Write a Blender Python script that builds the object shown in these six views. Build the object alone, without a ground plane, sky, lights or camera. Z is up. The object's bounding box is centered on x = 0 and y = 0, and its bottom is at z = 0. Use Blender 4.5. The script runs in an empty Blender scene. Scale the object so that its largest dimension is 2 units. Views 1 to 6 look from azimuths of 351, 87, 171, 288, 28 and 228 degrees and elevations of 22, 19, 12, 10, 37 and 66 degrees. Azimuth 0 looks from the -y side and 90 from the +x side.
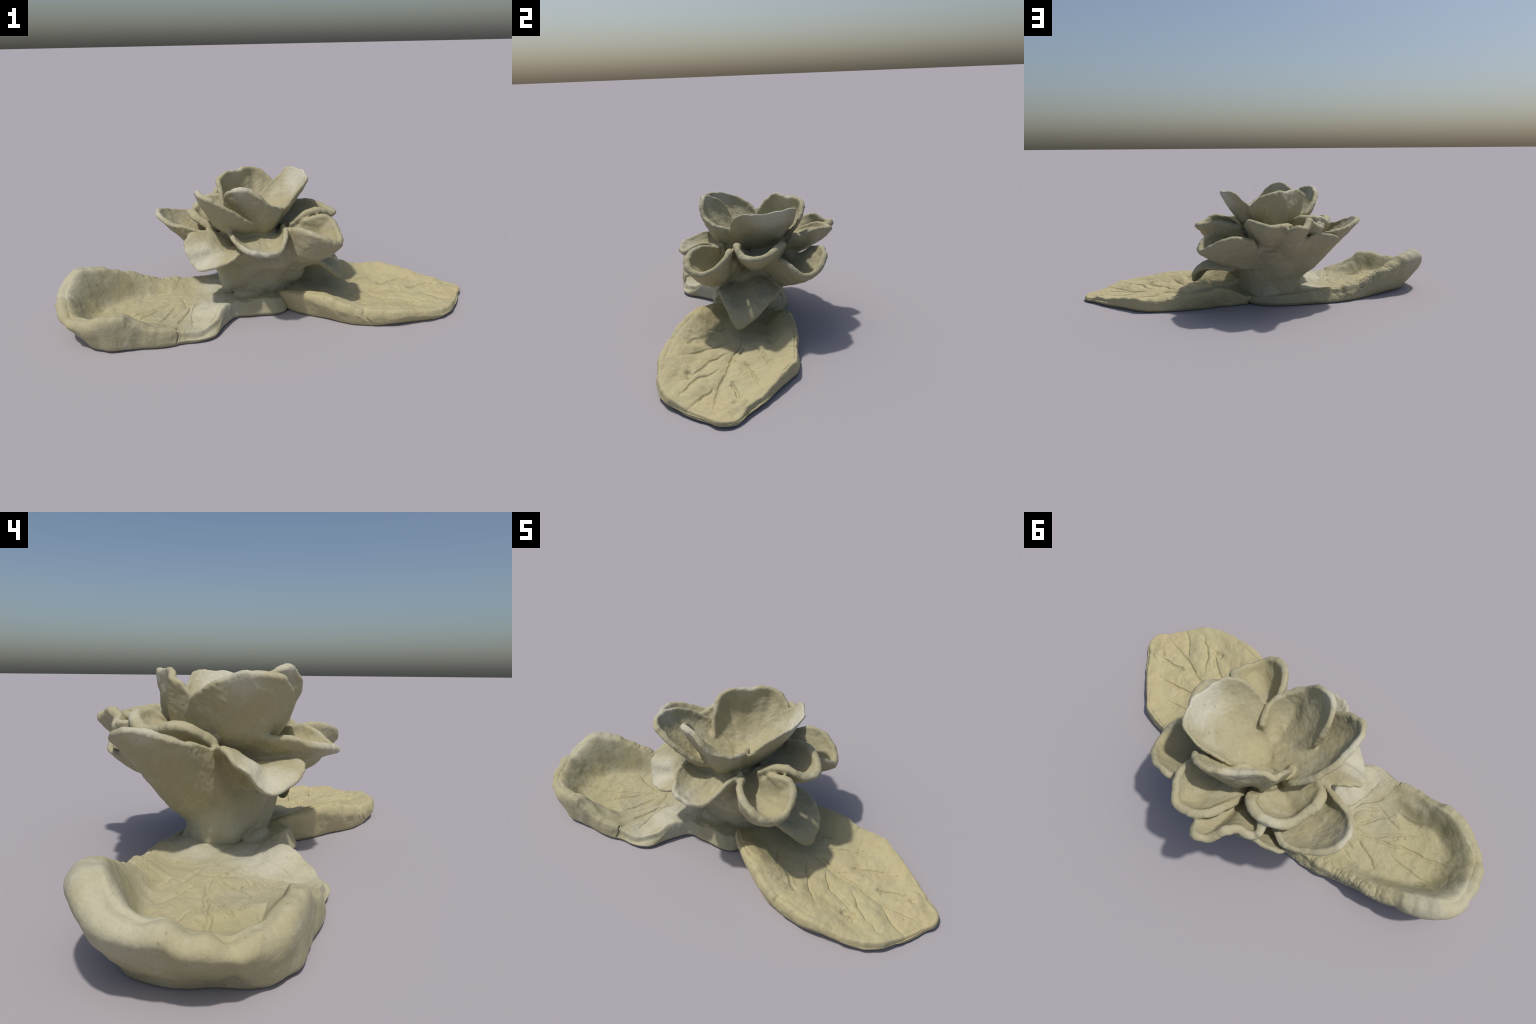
# A hand-modelled clay flower: a stem with curled petals standing on two thick veined leaves.
import bpy, bmesh, math
import numpy as np
from mathutils import Vector
from mathutils.bvhtree import BVHTree

# ------------------------------------------------------------------ helpers
def catmull(ctrl, n, closed=False):
    """Smooth curve of n points through the control points."""
    c = np.asarray(ctrl, float)
    k = len(c)
    if closed:
        t = np.arange(n) * k / n
    else:
        t = np.linspace(0, k - 1, n)
        c = np.vstack([2 * c[0] - c[1], c, 2 * c[-1] - c[-2]])
    i = np.minimum(t.astype(int), k - 1 if closed else k - 2)
    f = (t - i)[:, None]
    if closed:
        g = lambda o: c[(i + o) % k]
        a, b, d, e = g(-1), g(0), g(1), g(2)
    else:
        a, b, d, e = c[i], c[i + 1], c[i + 2], c[i + 3]
    return 0.5 * (2 * b + (d - a) * f + (2 * a - 5 * b + 4 * d - e) * f ** 2 + (3 * b - a - 3 * d + e) * f ** 3)


def lattice(i, j, k, salt):
    """Repeatable pseudo random number in 0..1 for integer lattice points."""
    h = (i.astype(np.int64) * 374761393 + j.astype(np.int64) * 668265263 + k.astype(np.int64) * 2147483647 + salt * 144665) & 0xFFFFFFFF
    h = ((h ^ (h >> 13)) * 1274126177) & 0xFFFFFFFF
    h = ((h ^ (h >> 16)) * 2246822519) & 0xFFFFFFFF
    h = h ^ (h >> 15)
    return (h & 0xFFFFFF) / float(0xFFFFFF)


def perlin(p, salt):
    c = np.floor(p).astype(np.int64)
    f = p - c
    u = f * f * f * (f * (f * 6 - 15) + 10)
    total = np.zeros(len(p))
    for dx in (0, 1):
        for dy in (0, 1):
            for dz in (0, 1):
                i, j, k = c[:, 0] + dx, c[:, 1] + dy, c[:, 2] + dz
                gx, gy, gz = (lattice(i, j, k, salt + q) * 2 - 1 for q in (1, 2, 3))
                dot = gx * (f[:, 0] - dx) + gy * (f[:, 1] - dy) + gz * (f[:, 2] - dz)
                w = (u[:, 0] if dx else 1 - u[:, 0]) * (u[:, 1] if dy else 1 - u[:, 1]) * (u[:, 2] if dz else 1 - u[:, 2])
                total += w * dot
    return total * 1.5


def fnoise(pts, freq, seed, octaves=3, gain=0.5):
    p = np.asarray(pts, float) * freq + np.array([seed * 7.13, seed * 3.71, seed * 1.93])
    out, amp = np.zeros(len(p)), 1.0
    for o in range(octaves):
        out += amp * perlin(p, seed * 11 + o)
        p = p * 2.03 + 0.37
        amp *= gain
    return out


def cracks(pts, freq, seed, width=0.14):
    """0 away from cracks, towards 1 on the borders of irregular cells."""
    p = np.asarray(pts, float) * freq
    p = p + 0.35 * np.column_stack([perlin(p * 0.8 + 3.1 * q, seed + q) for q in range(3)])
    c = np.floor(p).astype(np.int64)
    d1 = np.full(len(p), 9.0)
    d2 = np.full(len(p), 9.0)
    for dx in (-1, 0, 1):
        for dy in (-1, 0, 1):
            for dz in (-1, 0, 1):
                i, j, k = c[:, 0] + dx, c[:, 1] + dy, c[:, 2] + dz
                q = np.column_stack([i + lattice(i, j, k, seed + 5), j + lattice(i, j, k, seed + 6), k + lattice(i, j, k, seed + 7)])
                d = np.linalg.norm(q - p, axis=1)
                d2 = np.where(d < d1, d1, np.minimum(d2, d))
                d1 = np.minimum(d1, d)
    return np.clip(1 - (d2 - d1) / width, 0, 1)


def smooth(x):
    x = np.clip(x, 0, 1)
    return x * x * (3 - 2 * x)


def grid_normals(P, wrap_u=False):
    if wrap_u:
        du = np.roll(P, -1, 0) - np.roll(P, 1, 0)
    else:
        du = np.gradient(P, axis=0)
    dv = np.gradient(P, axis=1)
    n = np.cross(du, dv)
    l = np.linalg.norm(n, axis=2, keepdims=True)
    n = n / np.maximum(l, 1e-12)
    bad = l[..., 0] < 1e-10
    if bad.any():
        n[bad] = 0
    return n


def mesh_object(name, verts, faces, parent, mat):
    me = bpy.data.meshes.new(name)
    me.from_pydata([tuple(v) for v in verts], [], faces)
    bm = bmesh.new()
    bm.from_mesh(me)
    bmesh.ops.remove_doubles(bm, verts=bm.verts, dist=2e-5)
    bmesh.ops.dissolve_degenerate(bm, edges=bm.edges, dist=1e-6)
    bmesh.ops.recalc_face_normals(bm, faces=bm.faces)
    for f in bm.faces:
        f.smooth = True
    bm.to_mesh(me)
    bm.free()
    ob = bpy.data.objects.new(name, me)
    bpy.context.collection.objects.link(ob)
    ob.parent = parent
    me.materials.append(mat)
    return ob


# ------------------------------------------------------------------ material
def clay(name, base, warm, pale, warm_bias=0.5, skylight_paint_spots=(), warm_spots=()):
    """Dried clay: mottled base and warm tones, painted skylight and warm-tinted areas around given places, pits and hair cracks."""
    m = bpy.data.materials.new(name)
    m.use_nodes = True
    nt = m.node_tree
    N, L = nt.nodes, nt.links
    bsdf = N["Principled BSDF"]
    bsdf.inputs["Roughness"].default_value = 0.72
    bsdf.inputs["Specular IOR Level"].default_value = 0.28
    tc = N.new("ShaderNodeTexCoord")

    def tex(scale, detail, rough=0.55, dist=0.0):
        t = N.new("ShaderNodeTexNoise")
        t.inputs["Scale"].default_value = scale
        t.inputs["Detail"].default_value = detail
        t.inputs["Roughness"].default_value = rough
        t.inputs["Distortion"].default_value = dist
        L.new(tc.outputs["Object"], t.inputs["Vector"])
        return t

    def ramp(src, a, b, ca, cb):
        r = N.new("ShaderNodeValToRGB")
        r.color_ramp.elements[0].position = a
        r.color_ramp.elements[1].position = b
        r.color_ramp.elements[0].color = (*ca, 1)
        r.color_ramp.elements[1].color = (*cb, 1)
        L.new(src, r.inputs["Fac"])
        return r

    def mix(fac, a, b, mode="MIX"):
        x = N.new("ShaderNodeMix")
        x.data_type = "RGBA"
        x.blend_type = mode
        if isinstance(fac, float):
            x.inputs["Factor"].default_value = fac
        else:
            L.new(fac, x.inputs["Factor"])
        for sock, v in ((x.inputs["A"], a), (x.inputs["B"], b)):
            if isinstance(v, tuple):
                sock.default_value = (*v, 1)
            else:
                L.new(v, sock)
        return x.outputs["Result"]

    big = tex(5.0, 4, 0.6, 0.4)
    c = ramp(big.outputs["Fac"], warm_bias - 0.2, warm_bias + 0.22, base, warm).outputs["Color"]
    mid = tex(13.0, 5, 0.65, 0.6)
    fac = ramp(mid.outputs["Fac"], 0.52, 0.75, (0, 0, 0), (0.55, 0.55, 0.55)).outputs["Color"]
    c = mix(fac, c, pale)

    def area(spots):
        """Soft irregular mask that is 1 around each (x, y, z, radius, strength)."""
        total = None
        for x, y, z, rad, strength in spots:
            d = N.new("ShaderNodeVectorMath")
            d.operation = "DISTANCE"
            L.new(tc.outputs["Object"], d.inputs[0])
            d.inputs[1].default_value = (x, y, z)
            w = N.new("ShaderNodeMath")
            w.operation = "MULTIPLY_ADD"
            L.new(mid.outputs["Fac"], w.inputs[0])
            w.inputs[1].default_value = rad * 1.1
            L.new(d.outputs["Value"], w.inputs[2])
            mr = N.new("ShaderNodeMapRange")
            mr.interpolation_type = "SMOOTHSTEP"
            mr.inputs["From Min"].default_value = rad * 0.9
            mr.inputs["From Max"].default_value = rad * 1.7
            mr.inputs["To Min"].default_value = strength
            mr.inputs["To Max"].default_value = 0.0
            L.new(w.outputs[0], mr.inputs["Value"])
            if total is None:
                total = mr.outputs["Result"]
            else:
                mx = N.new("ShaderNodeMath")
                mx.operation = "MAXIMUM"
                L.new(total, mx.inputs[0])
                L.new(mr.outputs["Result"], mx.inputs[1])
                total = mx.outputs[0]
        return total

    if warm_spots:
        c = mix(area(warm_spots), c, warm)
    if skylight_paint_spots:
        c = mix(area(skylight_paint_spots), c, PAINTED_SKYLIGHT)
    # fine speckle of the dried clay
    fine = tex(120.0, 3, 0.7)
    sp = ramp(fine.outputs["Fac"], 0.3, 0.7, (0.93, 0.93, 0.93), (1.05, 1.05, 1.05)).outputs["Color"]
    c = mix(1.0, c, sp, "MULTIPLY")
    # scattered darker pits
    pit = tex(55.0, 2, 0.5)
    pf = ramp(pit.outputs["Fac"], 0.68, 0.76, (1, 1, 1), (0.66, 0.62, 0.54)).outputs["Color"]
    c = mix(0.8, c, pf, "MULTIPLY")
    L.new(c, bsdf.inputs["Base Color"])
    # fine relief: fingerprints and grain
    grain = tex(90.0, 6, 0.6)
    soft = tex(28.0, 4, 0.55, 0.8)
    add = N.new("ShaderNodeMath")
    add.operation = "MULTIPLY_ADD"
    L.new(soft.outputs["Fac"], add.inputs[0])
    add.inputs[1].default_value = 2.2
    L.new(grain.outputs["Fac"], add.inputs[2])
    b = N.new("ShaderNodeBump")
    b.inputs["Strength"].default_value = 0.25
    b.inputs["Distance"].default_value = 0.004
    L.new(add.outputs[0], b.inputs["Height"])
    L.new(b.outputs["Normal"], bsdf.inputs["Normal"])
    return m


PAINTED_SKYLIGHT = (0.56, 0.55, 0.465)
PALE = (0.52, 0.50, 0.40)
BASE = (0.355, 0.33, 0.215)  # darkened somewhat towards the occlusion shading baked into the original
WARM = (0.395, 0.347, 0.19)
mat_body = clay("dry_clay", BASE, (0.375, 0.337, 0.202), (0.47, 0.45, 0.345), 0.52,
                skylight_paint_spots=[(.19, .09, .61, .13, .6), (-.33, -.23, .33, .11, .5), (-.09, -.37, .39, .09, .4), (-.34, -.15, .60, .08, .45),  # whitened where sun and sky brighten the upper petals and rims
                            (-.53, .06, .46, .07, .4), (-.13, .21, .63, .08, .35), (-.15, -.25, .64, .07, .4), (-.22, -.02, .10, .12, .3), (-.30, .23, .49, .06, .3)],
                warm_spots=[(.24, -.22, .38, .12, .9), (.27, .26, .36, .10, .8), (.30, .05, .44, .10, .7), (-.05, .01, .38, .11, .9), (-.02, .33, .45, .10, .5)])  # warm bounce light of the hollows, tinted into the clay colour
mat_leaf = clay("dry_clay_flat_leaf", (0.415, 0.38, 0.216), (0.44, 0.378, 0.212), (0.44, 0.415, 0.265), 0.5,
                warm_spots=[(.92, -.20, .03, .13, .9), (.66, -.42, .04, .06, .6), (.80, .03, .04, .07, .7)])
mat_cup = clay("dry_clay_cupped_leaf", (0.345, 0.322, 0.212), (0.385, 0.348, 0.2), (0.46, 0.44, 0.335), 0.5,
               skylight_paint_spots=[(-.28, -.22, .07, .15, .5), (-.25, .02, .07, .12, .35), (-.96, -.14, .19, .12, .28), (-.90, -.01, .23, .12, .22), (-.36, -.36, .05, .09, .3)],  # lightened patches: sky brightness painted near stem and along the tip rim
               warm_spots=[(-.70, -.2, .05, .14, 1.0)])

root = bpy.data.objects.new("clay_flower", None)
bpy.context.collection.objects.link(root)
root["label"] = "hand-modelled beige clay flower with curled petals on two veined leaves"
root["category"] = "clay sculpture"


# ------------------------------------------------------------------ petals
def petal(name, rim, foot, bulge, thick=0.022, foot_thick=None, wave=None, rough=0.004, lump=0.006,
          reach=(0.35, 0.75), edge_bulge=0.25, belly=(1.0, 0.85), fill=0.0, seed=1, bead=0.0, mat=None, ns=170, nt=64):
    """A sheet from a short foot line up to a curved rim.
    rim: control points of the free edge; foot: three points where it grows out of the stem;
    bulge: how far the belly sags from the straight line; bead: extra swelling along the edge;
    fill: extra clay on the upper side towards the foot."""
    foot_thick = foot_thick or thick * 1.5
    s = np.linspace(0, 1, ns)
    # even spacing along the rim
    R = catmull(rim, 600)
    d = np.r_[0, np.cumsum(np.linalg.norm(np.diff(R, axis=0), axis=1))]
    q = np.linspace(0, d[-1], ns)
    R = np.stack([np.interp(q, d, R[:, a]) for a in range(3)], 1)
    F = catmull(foot, ns)
    # irregular torn edge
    jit = fnoise(R, 18, seed + 50, 3)
    R = R + (R - F) / np.linalg.norm(R - F, axis=1, keepdims=True) * (jit * rough * 1.6)[:, None]
    u = np.linspace(0, 1, nt)
    t = np.sin(u * math.pi / 2) * 0.6 + u * 0.4
    t = t / t[-1]
    B = np.asarray(bulge, float)
    w = edge_bulge + (1 - edge_bulge) * np.sin(np.pi * s) ** 0.8
    C1 = F + (R - F) * reach[0] + B * (w * belly[0])[:, None]
    C2 = F + (R - F) * reach[1] + B * (w * belly[1])[:, None]
    T = t[None, :, None]
    P = (1 - T) ** 3 * F[:, None] + 3 * (1 - T) ** 2 * T * C1[:, None] + 3 * (1 - T) * T ** 2 * C2[:, None] + T ** 3 * R[:, None]
    n = grid_normals(P)
    if wave:
        for (centre, width, height) in wave:
            prof = np.exp(-((s - centre) / width) ** 2)
            P = P + n[:, 30:31] * (height * prof[:, None] * smooth(t * 1.3)[None])[..., None]
        R = P[:, -1]
        n = grid_normals(P)
    # thickness: thicker at the foot, rounded to zero at the borders
    dist_rim = np.linalg.norm(P - R[:, None], axis=2)
    arc = np.arange(ns) / (ns - 1) * d[-1]
    base = foot_thick + (thick - foot_thick) * smooth(t * 1.4)[None] + bead * np.exp(-(dist_rim / 0.022) ** 2)
    base = base * (1 + 0.25 * fnoise(R, 12, seed + 9, 2))[:, None]
    rnd = lambda x, r: np.sqrt(np.clip(1 - (1 - np.clip(x / r, 0, 1)) ** 2, 0, 1))
    side = np.minimum(arc, arc[::-1])
    h = 0.5 * base * rnd(dist_rim, 0.5 * (thick + bead)) * rnd(side, 0.5 * thick)[:, None]
    flat = P.reshape(-1, 3)
    relief = lump * fnoise(flat, 9, seed, 2)
    relief = relief.reshape(ns, nt) * smooth(dist_rim / 0.01)
    up_dir = -B / np.linalg.norm(B)
    if (n * up_dir).sum() < 0:
        n = -n
    extra = fill * (smooth(1 - t / 0.9)[None] * np.minimum(1, dist_rim / 0.06) * smooth(side / 0.05)[:, None])[..., None] * up_dir
    up = P + n * (h + relief)[..., None] + extra
    lo = P - n * (h - relief)[..., None]
    chip = (0.0022 * fnoise(flat, 70, seed + 21, 2)).reshape(ns, nt) * np.exp(-(dist_rim / 0.02) ** 2)
    up = up + n * chip[..., None]
    lo = lo + n * chip[..., None]
    verts = np.vstack([up.reshape(-1, 3), lo.reshape(-1, 3)])
    if name != "inner_petal":
        # keep the hidden feet of the outer ring below the floor of the bowl
        r = np.hypot(verts[:, 0] + 0.06, verts[:, 1] - 0.012)
        verts[:, 2] = np.minimum(verts[:, 2], 0.345 + 1.6 * np.maximum(0, r - 0.12))
    off = ns * nt
    faces = []
    for i in range(ns - 1):
        for j in range(nt - 1):
            a = i * nt + j
            faces.append((a, a + nt, a + nt + 1, a + 1))
            faces.append((off + a, off + a + 1, off + a + nt + 1, off + a + nt))
    # the foot stays inside the stem: close it with one strip
    for i in range(ns - 1):
        a = i * nt
        faces.append((a, off + a, off + a + nt, a + nt))
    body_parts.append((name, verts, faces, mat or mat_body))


body_parts = []

# --- the open bowl of four inner petals
petal("inner_petal", seed=1, thick=0.014, rough=0.005,
      rim=[(0.069, -0.109, 0.49), (0.132, -0.096, 0.559), (0.18, -0.067, 0.6), (0.21, -0.017, 0.612), (0.22, 0.05, 0.611),
           (0.216, 0.12, 0.62), (0.188, 0.18, 0.625), (0.152, 0.218, 0.612), (0.111, 0.219, 0.575), (0.043, 0.196, 0.525), (-0.02, 0.165, 0.47)],
      foot=[(-0.03, -0.07, 0.345), (0.0, 0.02, 0.335), (-0.03, 0.10, 0.345)], bulge=(0.018, 0.006, -0.024), fill=0.028, foot_thick=0.035)
petal("inner_petal", seed=2, thick=0.024, bead=0.005,
      rim=[(-0.205, -0.11, 0.50), (-0.21, -0.154, 0.589), (-0.188, -0.206, 0.624), (-0.149, -0.237, 0.64), (-0.1, -0.246, 0.634),
           (-0.058, -0.252, 0.6), (-0.018, -0.243, 0.56), (0.022, -0.209, 0.534), (0.051, -0.157, 0.517), (0.055, -0.093, 0.504), (0.026, -0.03, 0.47)],
      foot=[(-0.13, -0.03, 0.345), (-0.06, -0.06, 0.335), (-0.01, -0.02, 0.345)], bulge=(0.008, -0.034, -0.03), foot_thick=0.045, fill=0.03)
petal("inner_petal", seed=3, thick=0.022, bead=0.006,
      rim=[(-0.224, 0.07, 0.482), (-0.271, 0.036, 0.52), (-0.305, 0.001, 0.553), (-0.322, -0.046, 0.577), (-0.331, -0.097, 0.599),
           (-0.335, -0.148, 0.616), (-0.326, -0.198, 0.617), (-0.303, -0.241, 0.613), (-0.264, -0.269, 0.595), (-0.2, -0.272, 0.553), (-0.13, -0.245, 0.495), (-0.07, -0.19, 0.45)],
      foot=[(-0.13, 0.05, 0.345), (-0.13, -0.01, 0.335), (-0.07, -0.07, 0.345)], bulge=(-0.034, -0.026, -0.032), foot_thick=0.05, fill=0.05)
petal("inner_petal", seed=4, thick=0.022, bead=0.003, foot_thick=0.04, wave=[(0.66, 0.035, 0.012)],
      rim=[(0.093, 0.236, 0.539), (0.067, 0.261, 0.574), (0.026, 0.266, 0.601), (-0.018, 0.264, 0.619), (-0.057, 0.24, 0.625),
           (-0.098, 0.21, 0.622), (-0.136, 0.176, 0.624), (-0.17, 0.143, 0.626), (-0.199, 0.114, 0.607), (-0.212, 0.074, 0.57), (-0.20, 0.03, 0.50), (-0.175, -0.01, 0.44)],
      foot=[(0.0, 0.08, 0.345), (-0.05, 0.08, 0.335), (-0.13, 0.0, 0.345)], bulge=(-0.014, 0.068, -0.046), fill=0.02)

# --- the outer ring
petal("outer_petal", seed=5, thick=0.030, bead=0.006, rough=0.004, fill=0.055,
      rim=[(0.079, -0.163, 0.417), (0.114, -0.251, 0.443), (0.161, -0.306, 0.438), (0.213, -0.329, 0.417), (0.261, -0.324, 0.393),
           (0.297, -0.29, 0.373), (0.323, -0.238, 0.372), (0.327, -0.18, 0.397), (0.308, -0.133, 0.432), (0.272, -0.116, 0.452), (0.225, -0.112, 0.450), (0.165, -0.105, 0.43)],
      foot=[(0.04, -0.15, 0.32), (0.06, -0.11, 0.25), (0.10, -0.06, 0.34)], bulge=(0.03, -0.03, -0.05))
petal("outer_petal", seed=6, thick=0.032, bead=0.010, rough=0.005, fill=0.04,
      rim=[(0.10, -0.085, 0.41), (0.18, -0.084, 0.463), (0.245, -0.081, 0.478), (0.293, -0.071, 0.462), (0.33, -0.045, 0.445),
           (0.354, -0.009, 0.439), (0.351, 0.032, 0.441), (0.323, 0.078, 0.451), (0.272, 0.118, 0.462), (0.205, 0.146, 0.464), (0.12, 0.153, 0.444)],
      foot=[(0.05, -0.07, 0.34), (0.06, 0.03, 0.33), (0.04, 0.12, 0.34)], bulge=(0.03, 0.0, -0.045), edge_bulge=0.5, foot_thick=0.045)
petal("outer_petal", seed=7, thick=0.026, bead=0.006, fill=0.05,
      rim=[(0.248, 0.115, 0.405), (0.308, 0.16, 0.395), (0.341, 0.195, 0.365), (0.351, 0.229, 0.342), (0.34, 0.268, 0.34),
           (0.319, 0.307, 0.354), (0.287, 0.336, 0.376), (0.246, 0.352, 0.397), (0.199, 0.355, 0.412), (0.149, 0.353, 0.414), (0.07, 0.31, 0.39)],
      foot=[(0.10, 0.02, 0.30), (0.05, 0.09, 0.22), (0.0, 0.14, 0.30)], bulge=(0.025, 0.025, -0.04), foot_thick=0.05)
petal("outer_petal", seed=8, thick=0.026, bead=0.008, fill=0.075,
      rim=[(0.104, 0.2, 0.452), (0.101, 0.288, 0.486), (0.08, 0.352, 0.492), (0.049, 0.393, 0.484), (0.016, 0.414, 0.476),
           (-0.022, 0.413, 0.472), (-0.062, 0.4, 0.476), (-0.094, 0.376, 0.477), (-0.112, 0.336, 0.465), (-0.124, 0.281, 0.444), (-0.125, 0.215, 0.413)],
      foot=[(0.05, 0.10, 0.37), (-0.01, 0.11, 0.33), (-0.08, 0.10, 0.37)], bulge=(0.0, 0.03, -0.05))
petal("outer_petal", seed=9, thick=0.030, bead=0.008, fill=0.04,
      rim=[(-0.04, 0.36, 0.42), (-0.1, 0.44, 0.465), (-0.136, 0.449, 0.472), (-0.164, 0.43, 0.466), (-0.183, 0.395, 0.478),
           (-0.203, 0.357, 0.496), (-0.224, 0.325, 0.482), (-0.254, 0.31, 0.458), (-0.279, 0.294, 0.45), (-0.286, 0.272, 0.464), (-0.25, 0.235, 0.46)],
      foot=[(-0.05, 0.12, 0.33), (-0.10, 0.12, 0.26), (-0.17, 0.09, 0.33)], bulge=(-0.01, 0.02, -0.035), foot_thick=0.06)
petal("outer_petal", seed=10, thick=0.036, bead=0.012, fill=0.03,
      rim=[(-0.16, 0.174, 0.478), (-0.172, 0.216, 0.494), (-0.21, 0.236, 0.493), (-0.258, 0.236, 0.493), (-0.3, 0.219, 0.487),
           (-0.324, 0.188, 0.467), (-0.339, 0.147, 0.452), (-0.357, 0.098, 0.462), (-0.365, 0.046, 0.469), (-0.344, -0.008, 0.452), (-0.27, -0.06, 0.404)],
      foot=[(-0.12, 0.10, 0.38), (-0.14, 0.06, 0.35), (-0.13, 0.0, 0.38)], bulge=(-0.03, 0.02, -0.045), foot_thick=0.06)
petal("outer_petal", seed=11, thick=0.022, bead=0.005, fill=0.09,
      rim=[(-0.29, 0.205, 0.40), (-0.362, 0.231, 0.418), (-0.42, 0.218, 0.426), (-0.471, 0.186, 0.441), (-0.51, 0.144, 0.456),
           (-0.529, 0.098, 0.463), (-0.523, 0.053, 0.462), (-0.5, 0.012, 0.45), (-0.459, -0.018, 0.432), (-0.396, -0.038, 0.418), (-0.31, -0.055, 0.392), (-0.24, -0.065, 0.375)],
      foot=[(-0.13, 0.13, 0.22), (-0.17, 0.03, 0.15), (-0.12, -0.10, 0.25)], bulge=(-0.002, 0.0, -0.036), foot_thick=0.085)
petal("outer_petal", seed=12, thick=0.020, fill=0.04,
      rim=[(-0.12, 0.30, 0.34), (-0.207, 0.324, 0.397), (-0.252, 0.307, 0.412), (-0.289, 0.295, 0.411), (-0.319, 0.284, 0.405),
           (-0.341, 0.274, 0.4), (-0.356, 0.265, 0.392), (-0.368, 0.258, 0.383), (-0.383, 0.235, 0.372), (-0.39, 0.20, 0.366)],
      foot=[(-0.03, 0.14, 0.26), (-0.11, 0.11, 0.205), (-0.17, 0.06, 0.225)], bulge=(-0.005, 0.005, -0.03))
petal("outer_petal", seed=13, thick=0.018, rough=0.005, wave=[(0.30, 0.07, 0.012), (0.42, 0.05, -0.012), (0.55, 0.07, 0.010)],
      rim=[(-0.27, -0.04, 0.384), (-0.36, -0.09, 0.394), (-0.395, -0.14, 0.388), (-0.405, -0.179, 0.352), (-0.398, -0.201, 0.312),
           (-0.373, -0.233, 0.288), (-0.338, -0.268, 0.277), (-0.291, -0.295, 0.287), (-0.239, -0.312, 0.308), (-0.185, -0.306, 0.334), (-0.131, -0.25, 0.36)],
      foot=[(-0.16, -0.03, 0.32), (-0.14, -0.10, 0.28), (-0.07, -0.13, 0.285)], bulge=(-0.035, -0.035, 0.05), foot_thick=0.075)
petal("outer_petal", seed=14, thick=0.020, bead=0.004, rough=0.007, fill=0.015,
      rim=[(-0.193, -0.114, 0.406), (-0.198, -0.217, 0.424), (-0.181, -0.3, 0.412), (-0.149, -0.357, 0.397), (-0.107, -0.386, 0.387),
           (-0.06, -0.386, 0.378), (-0.014, -0.37, 0.376), (0.022, -0.344, 0.392), (0.045, -0.302, 0.417), (0.058, -0.243, 0.436), (0.06, -0.14, 0.42)],
      foot=[(-0.12, -0.07, 0.345), (-0.05, -0.10, 0.35), (0.05, -0.13, 0.33)], bulge=(0.0, -0.006, -0.03), foot_thick=0.09)
petal("sepal", seed=15, thick=0.028, foot_thick=0.08, fill=0.06,
      rim=[(0.13, -0.165, 0.19), (0.22, -0.175, 0.225), (0.29, -0.147, 0.168), (0.332, -0.121, 0.117), (0.364, -0.102, 0.094), (0.382, -0.08, 0.093),
           (0.386, -0.05, 0.108), (0.378, -0.015, 0.136), (0.36, 0.024, 0.168), (0.321, 0.063, 0.190), (0.259, 0.105, 0.195), (0.17, 0.13, 0.19)],
      foot=[(0.03, -0.12, 0.17), (0.05, -0.02, 0.27), (0.04, 0.09, 0.22)], bulge=(0.052, -0.008, 0.05), belly=(0.35, 1.2))


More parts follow.
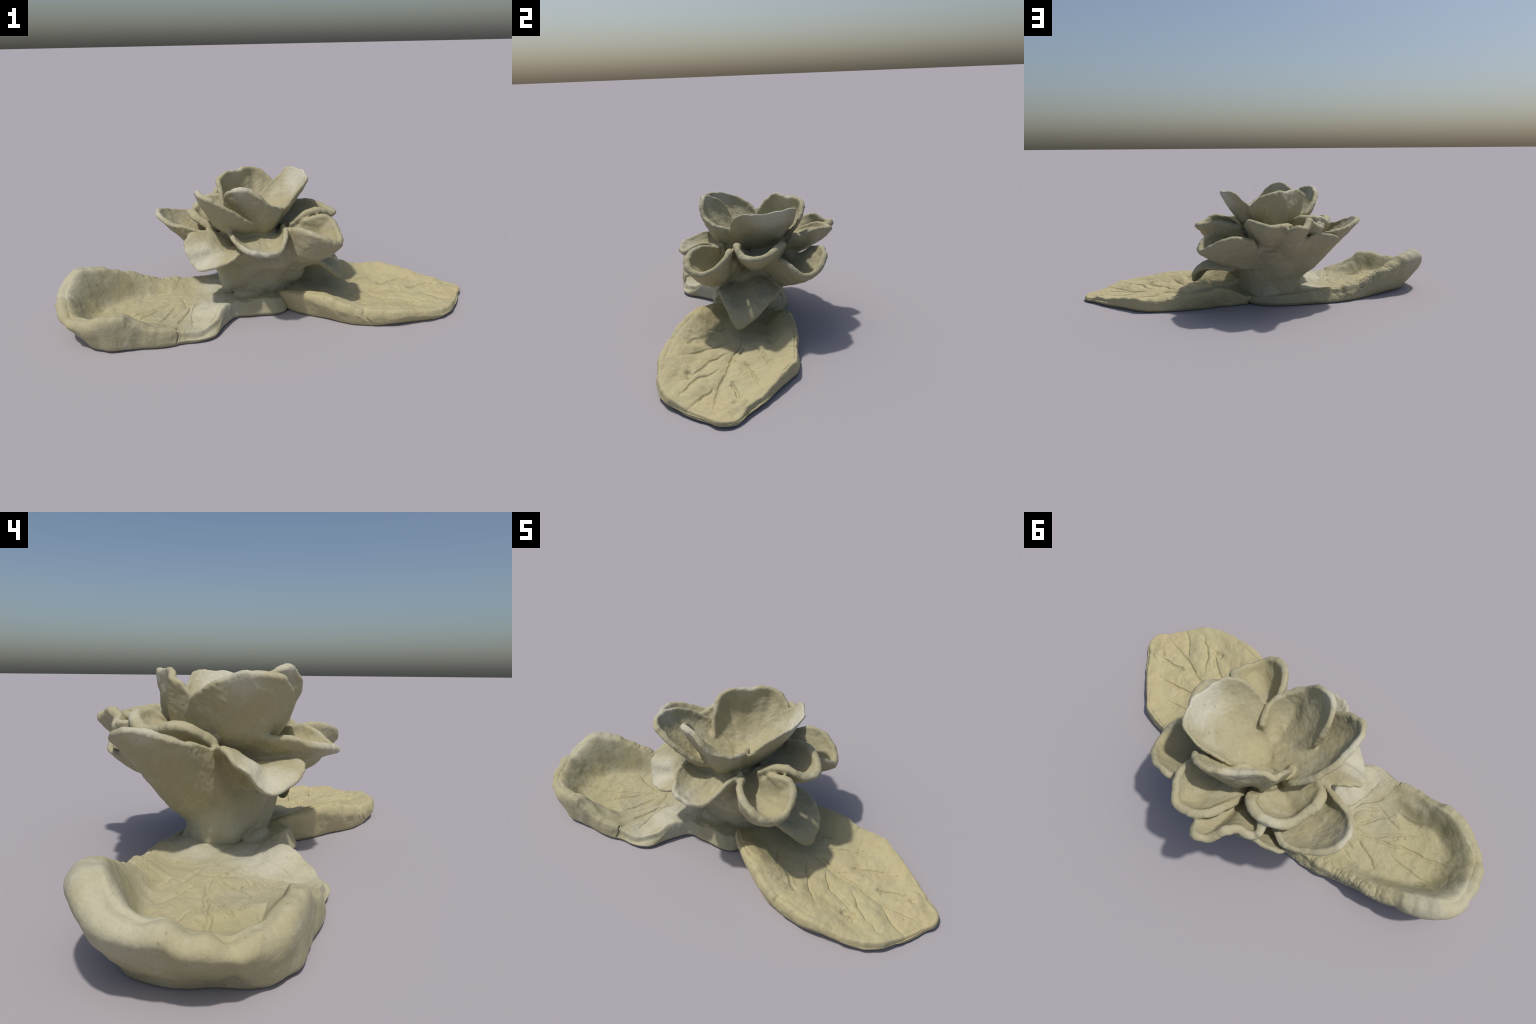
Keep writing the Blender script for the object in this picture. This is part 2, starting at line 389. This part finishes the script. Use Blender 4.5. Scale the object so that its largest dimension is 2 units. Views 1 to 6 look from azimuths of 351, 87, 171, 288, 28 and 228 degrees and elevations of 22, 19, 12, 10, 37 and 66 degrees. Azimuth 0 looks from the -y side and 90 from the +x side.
# ------------------------------------------------------------------ stem
def stem():
    #        z      cx     cy     rx     ry
    levels = [(0.02, -0.06, 0.00, 0.140, 0.140), (0.05, -0.06, 0.00, 0.150, 0.146), (0.09, -0.065, -0.005, 0.160, 0.150), (0.13, -0.07, -0.01, 0.170, 0.158),
              (0.18, -0.075, -0.005, 0.178, 0.172), (0.23, -0.065, 0.005, 0.180, 0.185), (0.28, -0.055, 0.02, 0.180, 0.190), (0.31, -0.05, 0.025, 0.170, 0.18),
              (0.335, -0.05, 0.025, 0.155, 0.16), (0.355, -0.055, 0.02, 0.135, 0.135), (0.364, -0.06, 0.015, 0.10, 0.10), (0.367, -0.06, 0.01, 0.05, 0.05), (0.368, -0.06, 0.01, 0.001, 0.001)]
    nz, na = 110, 220
    prof = catmull(levels, nz)
    a = np.linspace(0, 2 * math.pi, na, endpoint=False)
    P = np.empty((na, nz, 3))
    # pinched in on the side of the flat leaf, low down
    away = lambda deg, wide: np.exp(-(((np.degrees(a) - deg + 180) % 360 - 180) / wide) ** 2)
    zz = prof[None, :, 0]
    pinch = 1 + (0.24 * away(-25, 38) - 0.16 * away(-95, 35) * 1.0)[:, None] * smooth((0.34 - zz) / 0.08)
    pinch = pinch + (0.34 * away(-70, 45))[:, None] * smooth((zz - 0.16) / 0.12) * smooth((0.37 - zz) / 0.05)
    pinch = pinch - (0.0 * away(75, 55))[:, None] * smooth((0.27 - zz) / 0.08) + (0.30 * away(85, 40) + 0.05 * away(30, 50))[:, None] * smooth((zz - 0.25) / 0.06) * smooth((0.375 - zz) / 0.05)
    P[..., 0] = prof[None, :, 1] + prof[None, :, 3] * np.cos(a)[:, None] * pinch
    P[..., 1] = prof[None, :, 2] + prof[None, :, 4] * np.sin(a)[:, None] * pinch
    P[..., 2] = prof[None, :, 0]
    n = grid_normals(P, True)
    if (n[:, 20] * (P[:, 20] - P[:, 20].mean(0))).sum() < 0:
        n = -n
    flat = P.reshape(-1, 3)
    rel = 0.020 * fnoise(flat, 6, 31, 2) + 0.0025 * fnoise(flat, 30, 32, 3) - 0.004 * cracks(flat * np.array([1, 1, .45]), 8, 4, 0.06)
    keep = smooth((0.36 - P[..., 2]) / 0.05)
    P = P + n * (rel.reshape(na, nz) * keep)[..., None]
    # overlapping ragged hem where the stem is pressed on the leaf
    hem = np.exp(-((P[..., 2] - 0.055) / 0.022) ** 2) * (0.006 + 0.012 * fnoise(flat, 14, 41, 2).reshape(na, nz))
    P = P + n * hem[..., None]
    faces = [(i * nz + j, ((i + 1) % na) * nz + j, ((i + 1) % na) * nz + j + 1, i * nz + j + 1) for i in range(na) for j in range(nz - 1)]
    faces.append(tuple(i * nz for i in range(na)))
    faces.append(tuple(i * nz + nz - 1 for i in range(na)))
    verts = [tuple(p) for p in P.reshape(-1, 3)]
    # thumbed-on lumps that carry the petals
    lumps3 = [((.165, -.095, .365), (.045, .022, .035)), ((.10, -.085, .17), (.085, .055, .075)), ((.03, -.175, .30), (.06, .05, .06)), ((.0, .19, .345), (.09, .05, .04)),
              ((-.16, .10, .33), (.06, .06, .06)), ((-.19, -.06, .12), (.04, .05, .07)), ((-.10, -.12, .07), (.08, .05, .035))]
    m = 24
    for (cx, cy, cz), (ax, ay, az) in lumps3:
        b0 = len(verts)
        verts.append((cx, cy, cz - az))
        for i in range(1, m):
            th = math.pi * i / m
            for j in range(2 * m):
                ph = math.pi * j / m
                verts.append((cx + ax * math.sin(th) * math.cos(ph), cy + ay * math.sin(th) * math.sin(ph), cz - az * math.cos(th)))
        verts.append((cx, cy, cz + az))
        ring = lambda i, j: b0 + 1 + (i - 1) * 2 * m + j % (2 * m)
        for j in range(2 * m):
            faces.append((b0, ring(1, j + 1), ring(1, j)))
            faces.append((len(verts) - 1, ring(m - 1, j), ring(m - 1, j + 1)))
            for i in range(1, m - 1):
                faces.append((ring(i, j), ring(i, j + 1), ring(i + 1, j + 1), ring(i + 1, j)))
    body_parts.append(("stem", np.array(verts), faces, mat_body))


stem()


def centre_disc():
    """Flattened pellet at the bottom of the bowl with a few pressed rings."""
    nr, na = 40, 120
    r = np.linspace(0, 1, nr)
    a = np.linspace(0, 2 * math.pi, na, endpoint=False)
    rad = 0.086
    z = 0.388 + 0.014 * r ** 3 - 0.008 * smooth(1 - r * 1.9) - 0.02 * smooth((r - 0.93) / 0.07) + 0.0012 * np.sin(r * 40) * smooth((r - .45) * 6)
    wob = 1 + 0.10 * np.sin(2 * a + 0.5) + 0.05 * np.sin(3 * a)
    P = np.stack([-0.060 + rad * wob[:, None] * r[None] * np.cos(a)[:, None], 0.012 + rad * wob[:, None] * r[None] * np.sin(a)[:, None], np.repeat(z[None], na, 0)], -1)
    flat = P.reshape(-1, 3)
    P[..., 2] += 0.003 * fnoise(flat, 22, 77, 2).reshape(na, nr)
    faces = [(i * nr + j, ((i + 1) % na) * nr + j, ((i + 1) % na) * nr + j + 1, i * nr + j + 1) for i in range(na) for j in range(nr - 1)]
    verts = list(P.reshape(-1, 3)) + [np.array([-0.06, 0.012, 0.33])]
    faces += [(i * nr + nr - 1, ((i + 1) % na) * nr + nr - 1, na * nr) for i in range(na)]
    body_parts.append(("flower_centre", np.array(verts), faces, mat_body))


centre_disc()


# ------------------------------------------------------------------ one body of pressed clay
def fuse(parts, voxel):
    """Press the parts into one skin, soften the joints, then give each part its own faces again."""
    bm = bmesh.new()
    tri_owner, src_v, src_f = [], [], []
    for k, (name, verts, faces, mat) in enumerate(parts):
        base = len(src_v)
        src_v += [Vector(v) for v in verts]
        src_f += [tuple(base + i for i in f) for f in faces]
        tri_owner += [k] * len(faces)
        me = bpy.data.meshes.new("tmp")
        me.from_pydata([tuple(v) for v in verts], [], faces)
        one = bmesh.new()
        one.from_mesh(me)
        bmesh.ops.remove_doubles(one, verts=one.verts, dist=2e-5)
        bmesh.ops.recalc_face_normals(one, faces=one.faces)
        if one.calc_volume(signed=True) < 0:
            bmesh.ops.reverse_faces(one, faces=one.faces)
        one.to_mesh(me)
        one.free()
        bm.from_mesh(me)
        bpy.data.meshes.remove(me)
    tmp = bpy.data.meshes.new("body")
    bm.to_mesh(tmp)
    bm.free()
    ob = bpy.data.objects.new("body", tmp)
    bpy.context.collection.objects.link(ob)
    m = ob.modifiers.new("press", "REMESH")
    m.mode = "VOXEL"
    m.voxel_size = voxel
    m.adaptivity = 0.0
    dg = bpy.context.evaluated_depsgraph_get()
    ev = ob.evaluated_get(dg)
    me = ev.to_mesh()
    nv = len(me.vertices)
    co = np.empty(nv * 3)
    me.vertices.foreach_get("co", co)
    co = co.reshape(-1, 3)
    polys = np.empty(len(me.polygons) * 4, np.int32)
    me.polygons.foreach_get("vertices", polys)
    polys = polys.reshape(-1, 4)
    ed = np.empty(len(me.edges) * 2, np.int32)
    me.edges.foreach_get("vertices", ed)
    ed = ed.reshape(-1, 2)
    ev.to_mesh_clear()
    bpy.data.objects.remove(ob)
    bpy.data.meshes.remove(tmp)
    # which part does each vertex belong to
    tree = BVHTree.FromPolygons(src_v, src_f)
    lab = np.array([tri_owner[tree.find_nearest(Vector(p))[2]] for p in co])
    np_parts = len(parts)
    deg = np.bincount(ed.ravel(), minlength=nv).astype(float)

    def spread(x):
        out = np.zeros_like(x)
        np.add.at(out, ed[:, 0], x[ed[:, 1]])
        np.add.at(out, ed[:, 1], x[ed[:, 0]])
        return out

    for _ in range(6):
        votes = np.zeros((nv, np_parts))
        votes[np.arange(nv), lab] = 1.2
        votes += spread(np.eye(np_parts)[lab])
        lab = votes.argmax(1)
    # joint weight: near a border between two parts, strongest against the stem
    stem_id = [k for k, p in enumerate(parts) if p[0] == "stem"][0]
    diff = lab[ed[:, 0]] != lab[ed[:, 1]]
    with_stem = diff & ((lab[ed[:, 0]] == stem_id) | (lab[ed[:, 1]] == stem_id))
    w = np.zeros(nv)
    w[ed[diff].ravel()] = 0.45
    w[ed[with_stem].ravel()] = 1.0
    for _ in range(7):
        n = np.zeros(nv)
        np.maximum.at(n, ed[:, 0], w[ed[:, 1]])
        np.maximum.at(n, ed[:, 1], w[ed[:, 0]])
        w = np.maximum(w, n * 0.86)
    for it in range(26):
        avg = spread(co) / deg[:, None]
        k = np.where(it < 3, 0.5, 0.55 * w)
        if np.ndim(k) == 0:
            k = np.full(nv, float(k))
        co = co + (avg - co) * k[:, None]
    # fine surface relief, pushed along the normals
    whole = bpy.data.meshes.new("whole")
    whole.from_pydata(co.tolist(), [], polys.tolist())
    nrm = np.empty(nv * 3)
    whole.vertices.foreach_get("normal", nrm)
    nrm = nrm.reshape(-1, 3)
    co = co + nrm * (0.0011 * fnoise(co, 60, 91, 3) + 0.0022 * fnoise(co, 20, 92, 2))[:, None]
    whole.vertices.foreach_set("co", co.ravel())
    whole.update()
    whole.vertices.foreach_get("normal", nrm.reshape(-1))
    nrm = np.array([v.normal[:] for v in whole.vertices])
    fl = lab[polys]
    face_lab = np.where((fl[:, 0] == fl[:, 1]) | (fl[:, 0] == fl[:, 2]) | (fl[:, 0] == fl[:, 3]), fl[:, 0], fl[:, 1])
    for k, (name, _, _, mat) in enumerate(parts):
        f = polys[face_lab == k]
        if not len(f):
            continue
        used, inv = np.unique(f, return_inverse=True)
        me = bpy.data.meshes.new(name)
        me.from_pydata(co[used].tolist(), [], inv.reshape(-1, 4).tolist())
        me.polygons.foreach_set("use_smooth", [True] * len(f))
        me.normals_split_custom_set_from_vertices(nrm[used].tolist())
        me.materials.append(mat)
        ob = bpy.data.objects.new(name, me)
        bpy.context.collection.objects.link(ob)
        ob.parent = root
    bpy.data.meshes.remove(whole)


fuse(body_parts, 0.0045)


# ------------------------------------------------------------------ leaves
def vein_field(xy, veins):
    """Depth of the scratched veins at the given plan positions."""
    out = np.zeros(len(xy))
    lip = np.zeros(len(xy))
    wob = np.column_stack([fnoise(np.column_stack([xy, xy[:, 0] * 0]), 22, q, 2) for q in (61, 62)]) * 0.006
    for pts, depth, width in veins:
        c = catmull(pts, 8 * len(pts))
        near = np.flatnonzero(((xy > c.min(0) - 0.05) & (xy < c.max(0) + 0.05)).all(1))
        p = xy[near] + wob[near]
        best = np.full(len(near), 9.0)
        along = np.zeros(len(near))
        for k in range(len(c) - 1):
            a, b = c[k], c[k + 1]
            ab = b - a
            t = np.clip(((p - a) @ ab) / (ab @ ab), 0, 1)
            d = np.linalg.norm(p - a - t[:, None] * ab, axis=1)
            m = d < best
            best[m] = d[m]
            along[m] = (k + t[m]) / (len(c) - 1)
        taper = smooth(np.minimum(along, 1 - along) * 4) * 0.85 + 0.15
        wd = width * (0.55 + 0.6 * taper)
        groove = depth * taper * np.exp(-(best / wd) ** 2)
        # the clay on one side of a scratch is pushed down more gently
        groove = np.maximum(groove, 0.42 * depth * taper * np.exp(-(best / (3.4 * wd)) ** 2))
        out[near] = np.maximum(out[near], groove)
    return -out


def lumps(xy, items):
    z = np.zeros(len(xy))
    for x, y, h, rx, ry in items:
        z += h * np.exp(-((xy[:, 0] - x) / rx) ** 2 - ((xy[:, 1] - y) / ry) ** 2)
    return z


def leaf(name, stations, centre, floor, veins, mat, seed, crackle, pinches=(), bumps=(), relief=0.008, hollow=1.0, spread=1.0, ns=820, top=150, side=40):
    """A thick slab of clay, star shaped seen from above.
    stations: (crest xyz), (ground xy), roll width, wall width all the way round."""
    # crackle: depth of dry cracks as a function of plan position; pinches: (station, depth, width) dents in the wall
    st = np.array([[*c, *g, w, W] for c, g, w, W in stations])
    S = catmull(st, ns, closed=True)
    crest, ground, w, W = S[:, :3].copy(), S[:, 3:5].copy(), S[:, 5].copy(), S[:, 6].copy()
    for axis in range(2):
        wob = 0.006 * fnoise(S[:, :3] * np.array([1, 1, 0]), 9, seed + 20 + axis, 3)
        crest[:, axis] += wob
        ground[:, axis] += 0.7 * wob
    crest[:, 2] *= 1 + 0.10 * fnoise(S[:, :3] * np.array([1, 1, 0]), 7, seed + 23, 3)
    w *= 1 + 0.22 * fnoise(S[:, :3] * np.array([1, 1, 0]), 8, seed + 24, 2)
    t = np.linspace(0, 1, top) ** 0.8
    c = np.asarray(centre, float)
    XY = c + (crest[:, None, :2] - c) * t[None, :, None]
    flat = XY.reshape(-1, 2)
    near = np.full(len(flat), 9.0)
    idx = np.zeros(len(flat), int)
    for k in range(0, ns, 3):
        d = ((flat - crest[k, :2]) ** 2).sum(1)
        m = d < near
        near[m] = d[m]
        idx[m] = k
    # crest height and wall width of the nearby rim, blended smoothly
    num, num2, den = np.zeros(len(flat)), np.zeros(len(flat)), np.zeros(len(flat))
    for k in range(0, ns, 6):
        d2 = ((flat - crest[k, :2]) ** 2).sum(1) - near
        wk = np.exp(-d2 / 0.0016)
        num += wk * crest[k, 2]
        num2 += wk * W[k]
        den += wk
    z_near, w_near = num / den, num2 / den
    near = np.sqrt(near)
    zf = floor(flat)
    # blend between the nearest crest point and the one on the same ray
    own = np.repeat(np.arange(ns), top)
    dist_own = np.linalg.norm(flat - crest[own, :2], axis=1)
    zc = z_near + (crest[own, 2] - z_near) * smooth(1 - dist_own / 0.05)
    Wd = w_near
    dd = 0.35 * dist_own + 0.65 * near
    g = (0.5 + 0.5 * np.cos(np.pi * np.clip(dd / (Wd * spread), 0, 1))) ** hollow
    z = zf + (zc - zf) * g
    T3 = np.column_stack([flat, z])
    z = z + vein_field(flat, veins) * (1 - 0.6 * g)
    edge = smooth(1 - near / 0.07)
    z = z + relief * fnoise(T3, 7, seed, 3) + 0.0012 * fnoise(T3, 45, seed + 1, 3) + lumps(flat, bumps)
    z = z - crackle(flat) * (cracks(T3, 24, seed + 2, 0.12) + 0.5 * cracks(T3, 50, seed + 4, 0.15)) * edge
    topg = np.column_stack([flat, z]).reshape(ns, top, 3)
    # rolled edge, outer wall and underside
    tang = np.roll(crest[:, :2], -3, 0) - np.roll(crest[:, :2], 3, 0)
    out = np.column_stack([tang[:, 1], -tang[:, 0]])
    out /= np.linalg.norm(out, axis=1, keepdims=True)
    if ((crest[:, :2] - c) * out).sum() < 0:
        out = -out
    ce = topg[:, -1]
    p1 = np.column_stack([ce[:, :2] + out * w[:, None] * 0.75, ce[:, 2] - 0.05 * w])
    p2 = np.column_stack([ce[:, :2] + out * w[:, None] * 1.12, ce[:, 2] - 0.85 * w])
    lower = np.column_stack([ground + out * 0.003, np.full(ns, 0.016)])
    p3 = p2 * 0.45 + lower * 0.55
    p3[:, :2] += out * (0.25 * np.maximum(0, w - 0.02))[:, None]
    p4 = lower
    p5 = np.column_stack([ground - out * 0.008, np.full(ns, 0.001)])
    ctrl = np.stack([ce, p1, p2, p3, p4, p5], 1)
    wall = np.stack([catmull(ctrl[i], side) for i in range(ns)])[:, 1:]
    nw = grid_normals(np.concatenate([topg[:, -1:], wall], 1), True)[:, 1:]
    sign = np.sign((nw[:, 8, :2] * out).sum())
    fw = wall.reshape(-1, 3)
    rel = 0.008 * fnoise(fw, 7, seed + 5, 2) + 0.0012 * fnoise(fw, 35, seed + 6, 3) - crackle(fw[:, :2]) * 1.2 * (cracks(fw, 24, seed + 2, 0.12) + 0.5 * cracks(fw, 50, seed + 4, 0.15))
    where = np.repeat(np.arange(ns) * len(stations) / ns, side - 1)
    for at, depth, width in pinches:
        rel = rel - depth * np.exp(-((where - at) / width) ** 2)
    fade = smooth((wall[..., 2] - 0.002) / 0.02)
    wall = wall + nw * sign * (rel.reshape(ns, side - 1) * fade)[..., None]
    wall[..., 2] = np.maximum(wall[..., 2], 0.0)
    wall[:, -1, 2] = 0.0
    P = np.concatenate([topg, wall], 1)
    m = P.shape[1]
    faces = [(i * m + j, ((i + 1) % ns) * m + j, ((i + 1) % ns) * m + j + 1, i * m + j + 1) for i in range(ns) for j in range(m - 1)]
    faces.append(tuple(i * m + m - 1 for i in range(ns)))
    return mesh_object(name, P.reshape(-1, 3), faces, root, mat)


def cup_floor(xy):
    x = xy[:, 0]
    return 0.046 + 0.03 * smooth((x + 0.42) / 0.3) + 0.006 * smooth((-0.7 - x) / 0.15) + 0.010 * np.exp(-(((xy[:, 0] + .42) / .1) ** 2 + ((xy[:, 1] + .16) / .08) ** 2))


cup = [((-.20, -.205, .092), (-.19, -.235), .022, .11), ((-.26, -.27, .088), (-.25, -.31), .022, .11), ((-.315, -.345, .060), (-.30, -.395), .028, .09),
       ((-.39, -.385, .048), (-.385, -.425), .024, .05), ((-.452, -.392, .050), (-.453, -.428), .022, .05), ((-.480, -.400, .070), (-.482, -.436), .024, .05),
       ((-.54, -.412, .080), (-.55, -.44), .026, .06), ((-.608, -.412, .112), (-.62, -.435), .028, .065), ((-.671, -.408, .142), (-.69, -.435), .034, .07),
       ((-.728, -.402, .158), (-.75, -.432), .037, .07), ((-.789, -.390, .158), (-.79, -.415), .039, .08), ((-.845, -.368, .150), (-.83, -.39), .039, .09),
       ((-.897, -.336, .146), (-.855, -.340), .036, .11), ((-.930, -.290, .152), (-.87, -.285), .036, .13), ((-.938, -.241, .158), (-.89, -.235), .042, .11),
       ((-.950, -.188, .170), (-.90, -.18), .044, .115), ((-.950, -.136, .196), (-.895, -.12), .049, .12), ((-.927, -.090, .219), (-.88, -.085), .051, .12),
       ((-.892, -.055, .228), (-.85, -.055), .051, .12), ((-.847, -.021, .220), (-.805, -.02), .049, .11), ((-.792, .007, .204), (-.745, .01), .042, .10),
       ((-.739, .031, .180), (-.69, .045), .038, .095), ((-.684, .056, .158), (-.635, .07), .034, .09), ((-.624, .068, .133), (-.575, .105), .034, .10),
       ((-.566, .080, .108), (-.52, .13), .032, .09), ((-.495, .094, .088), (-.45, .152), .032, .09), ((-.40, .115, .074), (-.37, .172), .032, .09),
       ((-.30, .13, .070), (-.28, .178), .03, .09), ((-.20, .14, .060), (-.19, .185), .03, .1), ((-.08, .145, .046), (-.07, .183), .026, .08),
       ((.02, .11, .046), (.03, .15), .026, .08), ((.08, .04, .05), (.10, .07), .024, .08), ((.09, -.06, .062), (.115, -.07), .022, .08),
       ((.055, -.16, .068), (.075, -.20), .022, .08), ((.0, -.195, .076), (.02, -.235), .022, .08), ((-.1, -.195, .082), (-.1, -.235), .022, .08)]
cup_veins = [([(-.369, -.082), (-.51, -.122), (-.598, -.153), (-.671, -.191), (-.765, -.219), (-.836, -.243), (-.904, -.27)], 0.0113, 0.0088),
             ([(-.482, -.006), (-.539, .013), (-.60, .020)], 0.0126, 0.0116), ([(-.50, -.08), (-.57, -.059), (-.65, -.03)], 0.0113, 0.0105),
             ([(-.635, -.138), (-.697, -.124), (-.777, -.130), (-.853, -.14), (-.926, -.167)], 0.0113, 0.0096),
             ([(-.39, -.159), (-.407, -.221), (-.439, -.275), (-.468, -.326)], 0.0126, 0.0096), ([(-.446, -.267), (-.516, -.255), (-.57, -.244), (-.618, -.24)], 0.0088, 0.0049),
             ([(-.438, -.119), (-.48, -.168), (-.508, -.226), (-.542, -.285)], 0.0113, 0.0069), ([(-.456, -.108), (-.50, -.116), (-.541, -.143), (-.583, -.184), (-.629, -.234), (-.677, -.282)], 0.0113, 0.0088),
             ([(-.631, -.239), (-.654, -.227)], 0.0088, 0.0049), ([(-.603, -.176), (-.63, -.218)], 0.0076, 0.0059), ([(-.46, -.41), (-.467, -.46)], 0.0126, 0.0059),
             ([(-.40, -.05), (-.46, -.045), (-.53, -.03)], 0.0076, 0.0116), ([(-.30, -.18), (-.33, -.26), (-.38, -.33)], 0.0076, 0.0059), ([(-.27, -.20), (-.29, -.27)], 0.0063, 0.0049),
             ([(-.447, -.051), (-.422, -.108), (-.415, -.172), (-.46, -.231), (-.504, -.278)], 0.0080, 0.0091),
             ([(-.535, -.300), (-.596, -.302), (-.641, -.312), (-.675, -.335), (-.705, -.36)], 0.0130, 0.0104),
             ([(-.385, -.385), (-.392, -.313), (-.389, -.225), (-.369, -.162), (-.337, -.106)], 0.0080, 0.0078),
             ([(-.314, -.365), (-.304, -.328), (-.299, -.263), (-.285, -.20)], 0.0060, 0.0065),
             ([(-.462, -.357), (-.437, -.282), (-.407, -.212), (-.383, -.136)], 0.0080, 0.0104),
             ([(-.365, -.324), (-.321, -.25), (-.275, -.188)], 0.0050, 0.0052), ([(-.345, -.33), (-.30, -.245), (-.26, -.19)], 0.0050, 0.0052)]
leaf("leaf", cup, (-.46, -.14), cup_floor, cup_veins, mat_cup, 101, hollow=1.5, spread=1.2, relief=0.010,
     crackle=lambda p: 0.0028 * smooth((p[:, 1] - 0.02) / 0.05) * smooth((-0.22 - p[:, 0]) / 0.1) * smooth((p[:, 0] + 0.85) / 0.12),
     pinches=[(12.3, 0.009, 0.30), (4.55, 0.008, 0.12)],
     bumps=[(-.575, -.352, .030, .050, .028), (-.640, -.358, .040, .045, .030), (-.69, -.378, .020, .03, .03), (-.53, -.16, -.004, .05, .05)])


def flat_floor(xy):
    x, y = xy[:, 0], xy[:, 1]
    return 0.035 + 0.040 * smooth((0.30 - x) / 0.22) * smooth((0.08 - y) / 0.12) - 0.006 * smooth((x - .75) / .2)


flat = [((.082, -.19, .104), (.08, -.20), .024, .10), ((.128, -.245, .116), (.148, -.268), .022, .14), ((.19, -.287, .120), (.235, -.325), .03, .16),
        ((.272, -.330, .111), (.30, -.376), .034, .17), ((.342, -.376, .098), (.37, -.415), .034, .16), ((.423, -.401, .082), (.44, -.435), .030, .14),
        ((.505, -.413, .076), (.51, -.437), .030, .15), ((.594, -.417, .063), (.60, -.433), .028, .13), ((.68, -.415, .053), (.69, -.433), .026, .10),
        ((.755, -.396, .044), (.77, -.42), .026, .06), ((.82, -.357, .034), (.835, -.375), .024, .05), ((.885, -.287, .027), (.90, -.30), .02, .05),
        ((.935, -.211, .025), (.95, -.215), .02, .05), ((.976, -.16, .024), (.988, -.155), .02, .05), ((.962, -.112, .024), (.974, -.10), .02, .05),
        ((.895, -.063, .034), (.91, -.04), .018, .06), ((.828, .008, .046), (.838, .026), .018, .07), ((.750, .066, .058), (.760, .08), .018, .07),
        ((.680, .120, .064), (.69, .135), .018, .07), ((.616, .150, .068), (.622, .168), .018, .08), ((.538, .156, .072), (.54, .176), .02, .09),
        ((.446, .165, .084), (.446, .18), .022, .11), ((.34, .163, .098), (.35, .165), .024, .12), ((.25, .145, .112), (.25, .14), .022, .12), ((.165, .115, .080), (.165, .13), .02, .08),
        ((.08, .085, .045), (.08, .10), .02, .08), ((.05, -.08, .07), (.05, -.08), .02, .1)]
flat_veins = [([(.349, -.069), (.424, -.085), (.51, -.121), (.605, -.141), (.677, -.158), (.767, -.181), (.858, -.189), (.943, -.204)], 0.0126, 0.0077),
              ([(.37, -.102), (.401, -.156), (.424, -.198), (.457, -.252), (.496, -.305), (.529, -.341)], 0.0113, 0.0069),
              ([(.479, -.125), (.509, -.176), (.546, -.226), (.603, -.25), (.655, -.287), (.688, -.326), (.692, -.358)], 0.0126, 0.0077),
              ([(.618, -.173), (.651, -.21), (.693, -.259), (.738, -.297), (.777, -.32), (.81, -.34)], 0.0113, 0.0069),
              ([(.754, -.195), (.788, -.217), (.837, -.258), (.879, -.284), (.91, -.305)], 0.0126, 0.0069),
              ([(.239, -.103), (.274, -.20), (.307, -.251)], 0.0101, 0.0077), ([(.323, -.214), (.393, -.301), (.434, -.334)], 0.0113, 0.0116),
              ([(.392, -.038), (.449, -.004), (.512, .017), (.595, .035), (.649, .051)], 0.0126, 0.0077), ([(.544, -.074), (.605, -.056), (.648, -.042), (.704, -.024), (.767, -.015)], 0.0151, 0.0077),
              ([(.708, -.128), (.763, -.115), (.821, -.101), (.868, -.092)], 0.0176, 0.0096), ([(.365, .044), (.407, .056), (.437, .061)], 0.0101, 0.0069),
              ([(.424, -.064), (.472, -.08), (.506, -.095)], 0.0113, 0.0059), ([(.526, -.112), (.585, -.102)], 0.0101, 0.0059), ([(.618, .026), (.64, -.019), (.668, -.058), (.704, -.091)], 0.0050, 0.0059),
              ([(.295, -.35), (.317, -.318), (.353, -.311)], 0.0101, 0.0059), ([(.63, -.33), (.66, -.305), (.70, -.30)], 0.0126, 0.0116), ([(.33, -.30), (.36, -.33)], 0.0088, 0.0049),
              ([(.317, -.40), (.320, -.36), (.325, -.32)], 0.0080, 0.0065), ([(.25, -.38), (.341, -.349), (.355, -.313), (.362, -.261)], 0.0120, 0.0156),
              ([(.658, -.36), (.675, -.325), (.668, -.30), (.64, -.26), (.581, -.235), (.505, -.214)], 0.0090, 0.0156)]
leaf("leaf", flat, (.50, -.13), flat_floor, flat_veins, mat_leaf, 131,
     crackle=lambda p: 0.0025 * smooth((p[:, 1] - 0.03) / 0.1) * smooth((0.6 - p[:, 0]) / 0.15),
     pinches=[(4.6, 0.006, 0.10)], relief=0.011,
     bumps=[(.885, -.080, .012, .020, .016), (.872, -.112, -.010, .016, .012), (.672, -.310, -.010, .030, .012), (.655, -.275, .006, .05, .025),
            (.60, -.10, .005, .05, .03), (.42, -.27, .010, .06, .05), (.54, -.32, .010, .12, .06), (.30, -.10, .010, .10, .08), (.66, -.15, -.008, .14, .05), (.74, -.30, .008, .08, .07)])
